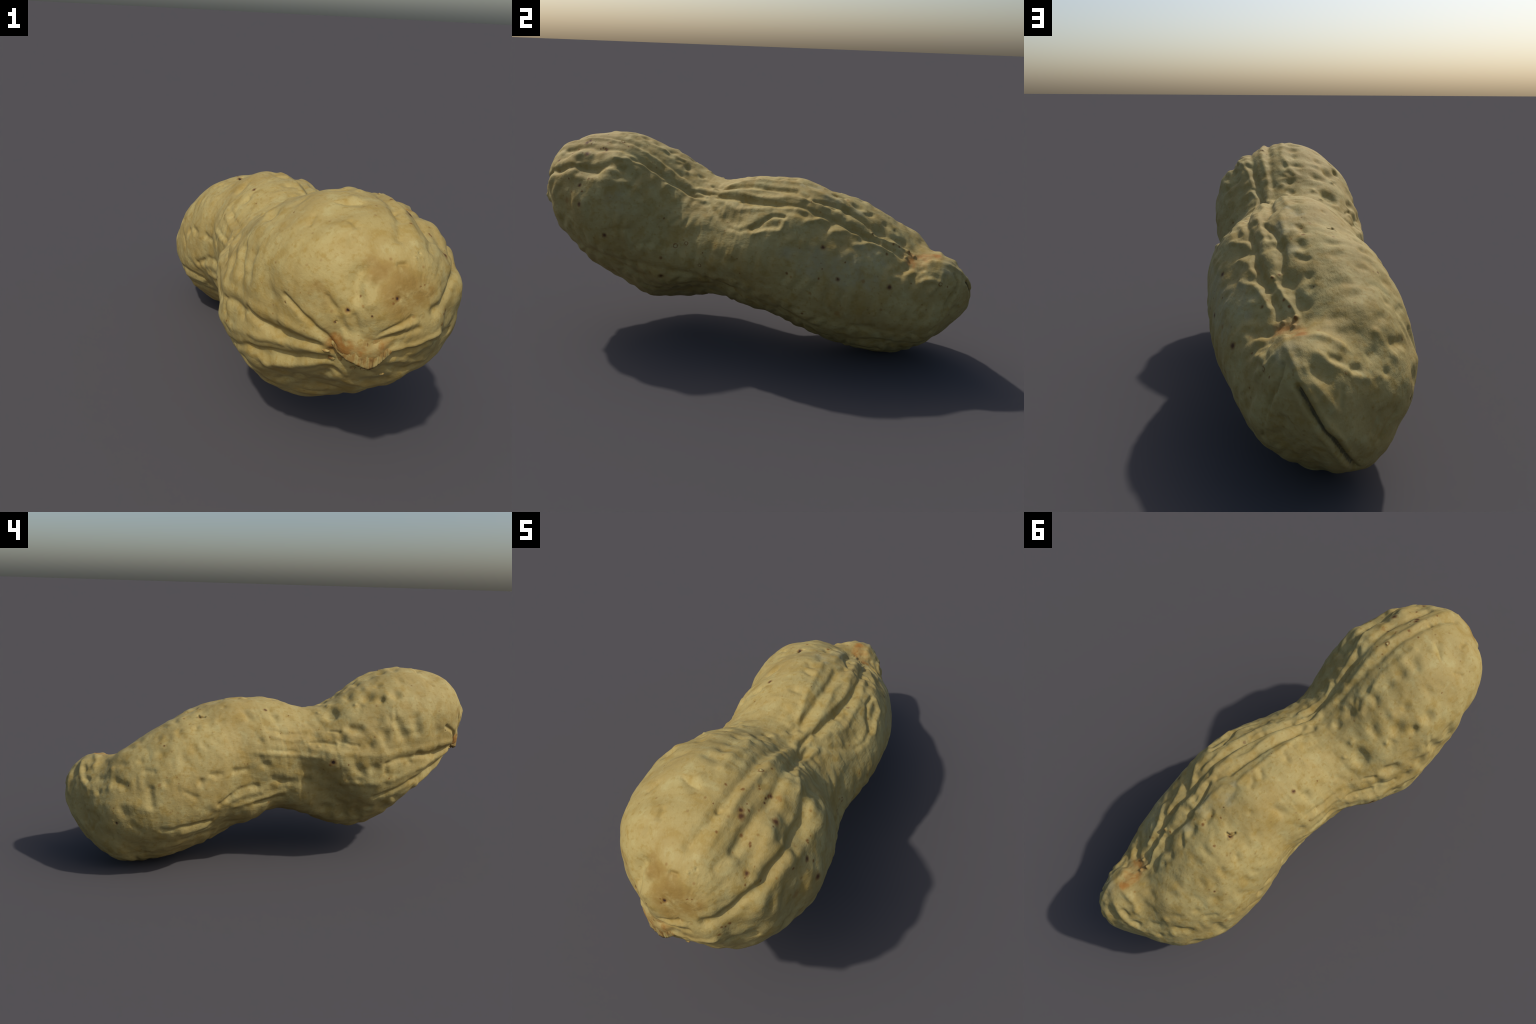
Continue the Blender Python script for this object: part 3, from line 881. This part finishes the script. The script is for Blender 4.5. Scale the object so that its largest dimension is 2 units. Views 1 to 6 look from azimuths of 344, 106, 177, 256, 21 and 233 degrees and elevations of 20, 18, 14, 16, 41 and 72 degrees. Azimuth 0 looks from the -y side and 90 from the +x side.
def husk_material(name, y_lo, y_hi):
    m = Nodes(name)
    co = m.n("ShaderNodeTexCoord").outputs["Object"]
    # straw ground with tan clouds and pale cream patches
    cloud = m.noise(co, 5.5, 3, 0.55)
    blot = m.noise(co, 17, 3, 0.6, distortion=0.4)
    fine = m.noise(co, 60, 3, 0.6)
    fibre = m.noise(co, 1.0, 3, 0.6, stretch=(150, 38, 150))
    grain = m.noise(co, 330, 2, 0.6)
    col = m.mix(m.ramp(cloud, 0.36, 0.66), srgb(161, 144, 90), srgb(154, 134, 80))
    col = m.mix(m.ramp(blot, 0.48, 0.70, 0, 0.75), col, srgb(146, 122, 61))
    col = m.mix(m.ramp(blot, 0.46, 0.28, 0, 0.55), col, srgb(167, 155, 104))
    col = m.mix(m.ramp(fine, 0.52, 0.70, 0, 0.65), col, srgb(146, 122, 61))
    col = m.mix(m.ramp(fibre, 0.55, 0.75, 0, 0.28), col, srgb(132, 109, 58))
    col = m.mix(m.ramp(fibre, 0.45, 0.25, 0, 0.25), col, srgb(167, 155, 104))
    col = m.mix(m.ramp(grain, 0.58, 0.8, 0, 0.25), col, srgb(132, 109, 58))
    # scattered freckles
    vo = m.n("ShaderNodeTexVoronoi", feature="F1")
    vo.inputs["Scale"].default_value = 36
    m.link(co, vo.inputs["Vector"])
    rnd = m.n("ShaderNodeSeparateColor")
    m.link(vo.outputs["Color"], rnd.inputs[0])
    freckle = m.math("MULTIPLY", m.ramp(vo.outputs["Distance"], 0.24, 0.04), m.ramp(rnd.outputs[0], 0.6, 0.85))
    freckle = m.math("MULTIPLY", freckle, m.ramp(blot, 0.35, 0.6))
    col = m.mix(m.math("MULTIPLY", freckle, 0.6), col, srgb(116, 76, 28))
    # wobbling coordinate for ragged blemish edges
    nz = m.n("ShaderNodeTexNoise")
    nz.inputs["Scale"].default_value = 75
    nz.inputs["Detail"].default_value = 2
    m.link(co, nz.inputs["Vector"])
    off = m.n("ShaderNodeVectorMath", operation="MULTIPLY_ADD")
    m.link(nz.outputs["Color"], off.inputs[0])
    off.inputs[1].default_value = (0.009,) * 3
    off.inputs[2].default_value = (-0.0045,) * 3
    add = m.n("ShaderNodeVectorMath", operation="ADD")
    m.link(co, add.inputs[0])
    m.link(off.outputs[0], add.inputs[1])
    ragged = add.outputs[0]
    nz2 = m.n("ShaderNodeTexNoise")
    nz2.inputs["Scale"].default_value = 13
    nz2.inputs["Detail"].default_value = 3
    m.link(co, nz2.inputs["Vector"])
    off2 = m.n("ShaderNodeVectorMath", operation="MULTIPLY_ADD")
    m.link(nz2.outputs["Color"], off2.inputs[0])
    off2.inputs[1].default_value = (0.10,) * 3
    off2.inputs[2].default_value = (-0.05,) * 3
    add2 = m.n("ShaderNodeVectorMath", operation="ADD")
    m.link(co, add2.inputs[0])
    m.link(off2.outputs[0], add2.inputs[1])
    loose = add2.outputs[0]
    near = lambda c, r: y_lo - r * 1.6 < c[1] < y_hi + r * 1.6
    stain = lambda k: [(c, r) for kk, r, c in STAIN_PLACES if kk == k and near(c, r)]
    spot = lambda k: [(c, r) for kk, r, c in SPOT_PLACES if kk == k and near(c, r)]
    # pale waxy bloom, tan stains, rusty stains
    for kind, tint, most, vec in (("bloom", srgb(153, 150, 118), 0.4, loose), ("tan", srgb(131, 104, 50), 0.85, loose), ("rust", srgb(142, 89, 31), 0.75, loose)):
        s = stain(kind)
        if s:
            f = m.ramp(m.nearest(vec, s), 1.1, 0.35)
            f = m.math("MULTIPLY", f, m.ramp(blot if kind != "bloom" else m.noise(co, 22, 3, 0.6), 0.36, 0.62, 0.15, 1.0))
            col = m.mix(m.math("MULTIPLY", f, most), col, tint)
    for kind, tint, inner, outer, most in (("l", srgb(131, 90, 31), 0.3, 1.25, 0.55), ("s", srgb(124, 98, 66), 0.5, 1.0, 0.7), ("m", srgb(108, 67, 23), 0.25, 1.35, 0.85), ("d", srgb(77, 48, 26), 0.3, 1.4, 0.95), ("k", srgb(53, 35, 27), 0.4, 1.25, 1.0)):
        s = spot(kind)
        if s:
            d = m.nearest(ragged, s)
            if kind in "dk":
                col = m.mix(m.ramp(d, 2.3, 1.0, 0, 0.55), col, srgb(108, 67, 23))
            col = m.mix(m.ramp(d, outer, inner, 0, most), col, tint)
    s = spot("r")
    if s:
        d = m.nearest(ragged, s)
        ringed = m.math("MULTIPLY", m.ramp(d, 0.45, 0.75), m.ramp(d, 1.2, 0.9))
        col = m.mix(m.math("MULTIPLY", ringed, 0.7), col, srgb(108, 67, 23))
        col = m.mix(m.ramp(d, 0.7, 0.4, 0, 0.5), col, srgb(167, 155, 104))
    s = stain("seam")
    if s:
        col = m.mix(m.ramp(m.nearest(ragged, s), 1.2, 0.45, 0, 0.7), col, srgb(50, 51, 47))
    bs = m.n("ShaderNodeBsdfPrincipled")
    m.link(col, bs.inputs["Base Color"])
    bs.inputs["Roughness"].default_value = 0.72
    bs.inputs["Specular IOR Level"].default_value = 0.25
    height = m.math("ADD", m.math("MULTIPLY", fibre, 0.5), m.math("ADD", m.math("MULTIPLY", fine, 0.6), m.math("MULTIPLY", grain, 0.18)))
    bump_node = m.n("ShaderNodeBump")
    bump_node.inputs["Strength"].default_value = 0.32
    bump_node.inputs["Distance"].default_value = 0.006
    m.link(height, bump_node.inputs["Height"])
    m.link(bump_node.outputs[0], bs.inputs["Normal"])
    out = m.n("ShaderNodeOutputMaterial")
    m.link(bs.outputs[0], out.inputs[0])
    return m.mat


def stalk_material():
    m = Nodes("torn_stalk")
    co = m.n("ShaderNodeTexCoord").outputs["Object"]
    fibre = m.noise(co, 1.0, 4, 0.65, stretch=(90, 45, 30))
    blot = m.noise(co, 30, 3, 0.6)
    col = m.mix(m.ramp(fibre, 0.38, 0.62), srgb(162, 144, 90), srgb(138, 108, 57))
    col = m.mix(m.ramp(blot, 0.5, 0.68, 0, 0.7), col, srgb(97, 65, 31))
    bs = m.n("ShaderNodeBsdfPrincipled")
    m.link(col, bs.inputs["Base Color"])
    bs.inputs["Roughness"].default_value = 0.8
    bs.inputs["Specular IOR Level"].default_value = 0.2
    bn = m.n("ShaderNodeBump")
    bn.inputs["Strength"].default_value = 0.3
    bn.inputs["Distance"].default_value = 0.005
    m.link(fibre, bn.inputs["Height"])
    m.link(bn.outputs[0], bs.inputs["Normal"])
    out = m.n("ShaderNodeOutputMaterial")
    m.link(bs.outputs[0], out.inputs[0])
    return m.mat


# ------------------------------------------------------------------ building
pod = bpy.data.objects.new("peanut", None)
bpy.context.scene.collection.objects.link(pod)
pod["label"] = "whole dry peanut in a ribbed, dimpled straw-coloured shell"
pod["category"] = "peanut"


def add_part(name, verts, faces, mat, normals=None, parent=pod):
    me = bpy.data.meshes.new(name)
    if isinstance(faces, np.ndarray):
        nf = len(faces)
        me.vertices.add(len(verts))
        me.vertices.foreach_set("co", np.ascontiguousarray(verts, np.float32).ravel())
        me.loops.add(nf * 4)
        me.loops.foreach_set("vertex_index", faces.astype(np.int32).ravel())
        me.polygons.add(nf)
        me.polygons.foreach_set("loop_start", np.arange(nf, dtype=np.int32) * 4)
        me.update(calc_edges=True)
    else:
        me.from_pydata([tuple(v) for v in verts], [], faces)
    me.validate()
    me.polygons.foreach_set("use_smooth", np.ones(len(me.polygons), bool))
    if normals is not None:
        me.normals_split_custom_set_from_vertices([tuple(n) for n in normals])
    me.materials.append(mat)
    ob = bpy.data.objects.new(name, me)
    bpy.context.scene.collection.objects.link(ob)
    ob.parent = parent
    return ob


NORMALS = grid_normals(SHELL)


def shell_part(name, first, last, mat):
    """Rows first..last of the shell; neighbours share the border row."""
    rows = last - first + 1
    v = SHELL[first:last + 1].reshape(-1, 3)
    n = NORMALS[first:last + 1].reshape(-1, 3)
    i = np.arange(rows - 1)[:, None] * AROUND
    j = np.arange(AROUND)[None, :]
    k = (np.arange(AROUND)[None, :] + 1) % AROUND
    q = np.stack([i + j, i + AROUND + j, i + AROUND + k, i + k], -1).reshape(-1, 4)
    # outward winding
    a, b, c = v[q[AROUND * (rows // 3), 0]], v[q[AROUND * (rows // 3), 1]], v[q[AROUND * (rows // 3), 2]]
    if np.cross(b - a, c - b) @ n[q[AROUND * (rows // 3), 0]] < 0:
        q = q[:, ::-1]
    flip = np.cross(b - a, c - b) @ n[q[AROUND * (rows // 3), 0]] < 0
    # close the pod at its two ends with a small cap
    for end, row, want in ((0, first, first == 0), (rows - 1, last, last == ROWS - 1)):
        if want:
            tip = len(v)
            v = np.vstack([v, SHELL[row].mean(0)[None]])
            outward = SHELL[row].mean(0) - SHELL[row + (4 if end == 0 else -4)].mean(0)
            n = np.vstack([n, (outward / np.linalg.norm(outward))[None]])
            jj = np.arange(0, AROUND, 2)
            cap = np.stack([np.full_like(jj, tip), end * AROUND + jj, end * AROUND + (jj + 1) % AROUND, end * AROUND + (jj + 2) % AROUND], -1)
            e1, e2 = v[cap[0, 1]] - v[tip], v[cap[0, 2]] - v[cap[0, 1]]
            if np.cross(e1, v[cap[0, 3]] - v[tip]) @ outward < 0:
                cap = cap[:, ::-1]
            q = np.vstack([q, cap])
    y = v[:, 1]
    return add_part(name, v, q, mat(float(y.min()), float(y.max())), n)


row_of = lambda t: int(round(t * (ROWS + 1))) - 1
CUTS = (0, row_of(0.40), row_of(0.47), row_of(0.86), ROWS - 1)
shell_part("lobe", CUTS[0], CUTS[1], lambda a, b: husk_material("husk_stalk_end", a, b))
shell_part("waist", CUTS[1], CUTS[2], lambda a, b: husk_material("husk_middle", a, b))
shell_part("lobe", CUTS[2], CUTS[3], lambda a, b: husk_material("husk_beak_end", a, b))
shell_part("beak", CUTS[3], CUTS[4], lambda a, b: husk_material("husk_beak", a, b))


# ------------------------------------------------------------------ torn stalk scar
def lifted(t, deg, h):
    """A point h mm off the finished shell at (along, around)."""
    i = int(np.clip(round(t * (ROWS + 1)) - 1, 0, ROWS - 1))
    j = int(round(deg / 360 * AROUND)) % AROUND
    return SHELL[i, j] + NORMALS_SMOOTH[i, j] * h / 1000


NORMALS_SMOOTH = OUT
torn = stalk_material()

# the lip: root line on the shell, and a ragged free edge that stands over a cavity
LIP_ROOT = [(0.1592, 211.6, -2), (0.1355, 208, -2), (0.1167, 211, -2), (0.0963, 218.1, -2), (0.0871, 230.5, -2), (0.0957, 253.6, -2)]
LIP_EDGE = [(0.1599, 213.6, 2), (0.1553, 223, 8), (0.1401, 228.6, 11), (0.1299, 234.5, 13), (0.1263, 243.8, 15), (0.1203, 247.1, 13), (0.109, 249.9, 9), (0.0982, 255.5, 1)]


def smooth_path(pts, count):
    pts = np.array(pts)
    d = np.concatenate([[0], np.cumsum(np.linalg.norm(np.diff(pts, axis=0), axis=1))])
    s = np.linspace(0, d[-1], count)
    out = np.stack([np.interp(s, d, pts[:, k]) for k in range(3)], 1)
    for _ in range(4):
        out[1:-1] = (out[:-2] + 2 * out[1:-1] + out[2:]) / 4
    return out


def build_lip():
    nu, nv = 90, 26
    root = smooth_path([lifted(*p) for p in LIP_ROOT], nu)
    edge = smooth_path([lifted(*p) for p in LIP_EDGE], nu)
    under = smooth_path([lifted(t, d, -6) for t, d, h in LIP_EDGE], nu)
    fibres = np.array([math.sin(i * 0.9) + 0.8 * math.sin(i * 0.37 + 1) + 0.7 * math.sin(i * 1.71 + 2) for i in range(nu)])
    outward = np.array([OUT[min(ROWS - 1, 3), 0]])[0]
    rows = []
    for v in range(nv):
        s = v / (nv - 1)
        if s < 0.6:
            a = s / 0.6
            p = root * (1 - a) + edge * a
            bulge = (math.sin(math.pi * min(1, a * 0.9 + 0.05)) * 4 + a * fibres * 1.6) / 1000
            p = p + BULGE_DIR * np.array(bulge).reshape(-1, 1)
        else:
            a = (s - 0.6) / 0.4
            p = (edge + BULGE_DIR * (fibres * 1.6 / 1000).reshape(-1, 1)) * (1 - a) + under * a
        rows.append(p)
    v = np.vstack(rows)
    f = []
    for r in range(nv - 1):
        for c in range(nu - 1):
            f.append((r * nu + c, r * nu + c + 1, (r + 1) * nu + c + 1, (r + 1) * nu + c))
    return v, f


BULGE_DIR = np.array([0.0, -0.8, 0.6])
lip_v, lip_f = build_lip()
a, b, c = lip_v[lip_f[400][0]], lip_v[lip_f[400][1]], lip_v[lip_f[400][2]]
if np.cross(b - a, c - b) @ BULGE_DIR < 0:
    lip_f = [f[::-1] for f in lip_f]
scar = add_part("stalk_scar", lip_v, lip_f, torn)

# woody crumbs of the broken stalk round the cavity
CRUMBS = [(0.173, 216.9, 2, 11, 4, 4, 0), (0.1817, 227.2, 2, 11, 5, 5, 10), (0.1437, 231.7, 0, 11, 6, 6, -20), (0.1633, 241.3, 2, 9, 6, 5, -30), (0.1446, 245.6, 2, 7, 4, 4, -10), (0.1502, 263.6, 2, 8, 3, 3, -10), (0.1711, 230.6, -3, 10, 6, 6, 40)]


def crumb_mesh(seed):
    nu, nv = 22, 14
    v = [(0, 0, 1)]
    for r in range(1, nv):
        th = math.pi * r / nv
        for c in range(nu):
            ph = 2 * math.pi * c / nu
            k = 1 + 0.10 * math.sin(3 * ph + seed) * math.sin(th) + 0.07 * math.sin(5 * th + 2 * ph + 2 * seed)
            v.append((k * math.sin(th) * math.cos(ph), k * math.sin(th) * math.sin(ph), k * math.cos(th)))
    v.append((0, 0, -1))
    f = [(0, 1 + c, 1 + (c + 1) % nu) for c in range(nu)]
    for r in range(nv - 2):
        for c in range(nu):
            f.append((1 + r * nu + c, 1 + (r + 1) * nu + c, 1 + (r + 1) * nu + (c + 1) % nu, 1 + r * nu + (c + 1) % nu))
    last = 1 + (nv - 2) * nu
    f += [(last + (c + 1) % nu, last + c, len(v) - 1) for c in range(nu)]
    return np.array(v), f


for k, (t, deg, h, long_, wide, high, turn) in enumerate(CRUMBS):
    i = int(np.clip(round(t * (ROWS + 1)) - 1, 0, ROWS - 1))
    j = int(round(deg / 360 * AROUND)) % AROUND
    n = OUT[i, j]
    side = np.cross(n, [0, 0, 1.0])
    side /= np.linalg.norm(side)
    up = np.cross(side, n)
    ca, sa = math.cos(math.radians(turn)), math.sin(math.radians(turn))
    e1, e2 = side * ca + up * sa, up * ca - side * sa
    v, f = crumb_mesh(k * 1.7)
    v = lifted(t, deg, h) + (v[:, :1] * long_ * e1 + v[:, 1:2] * wide * e2 + v[:, 2:] * high * n) / 1000
    if np.cross(e1, e2) @ n < 0:
        f = [q[::-1] for q in f]
    add_part("stalk_crumb", v, f, torn, parent=scar)
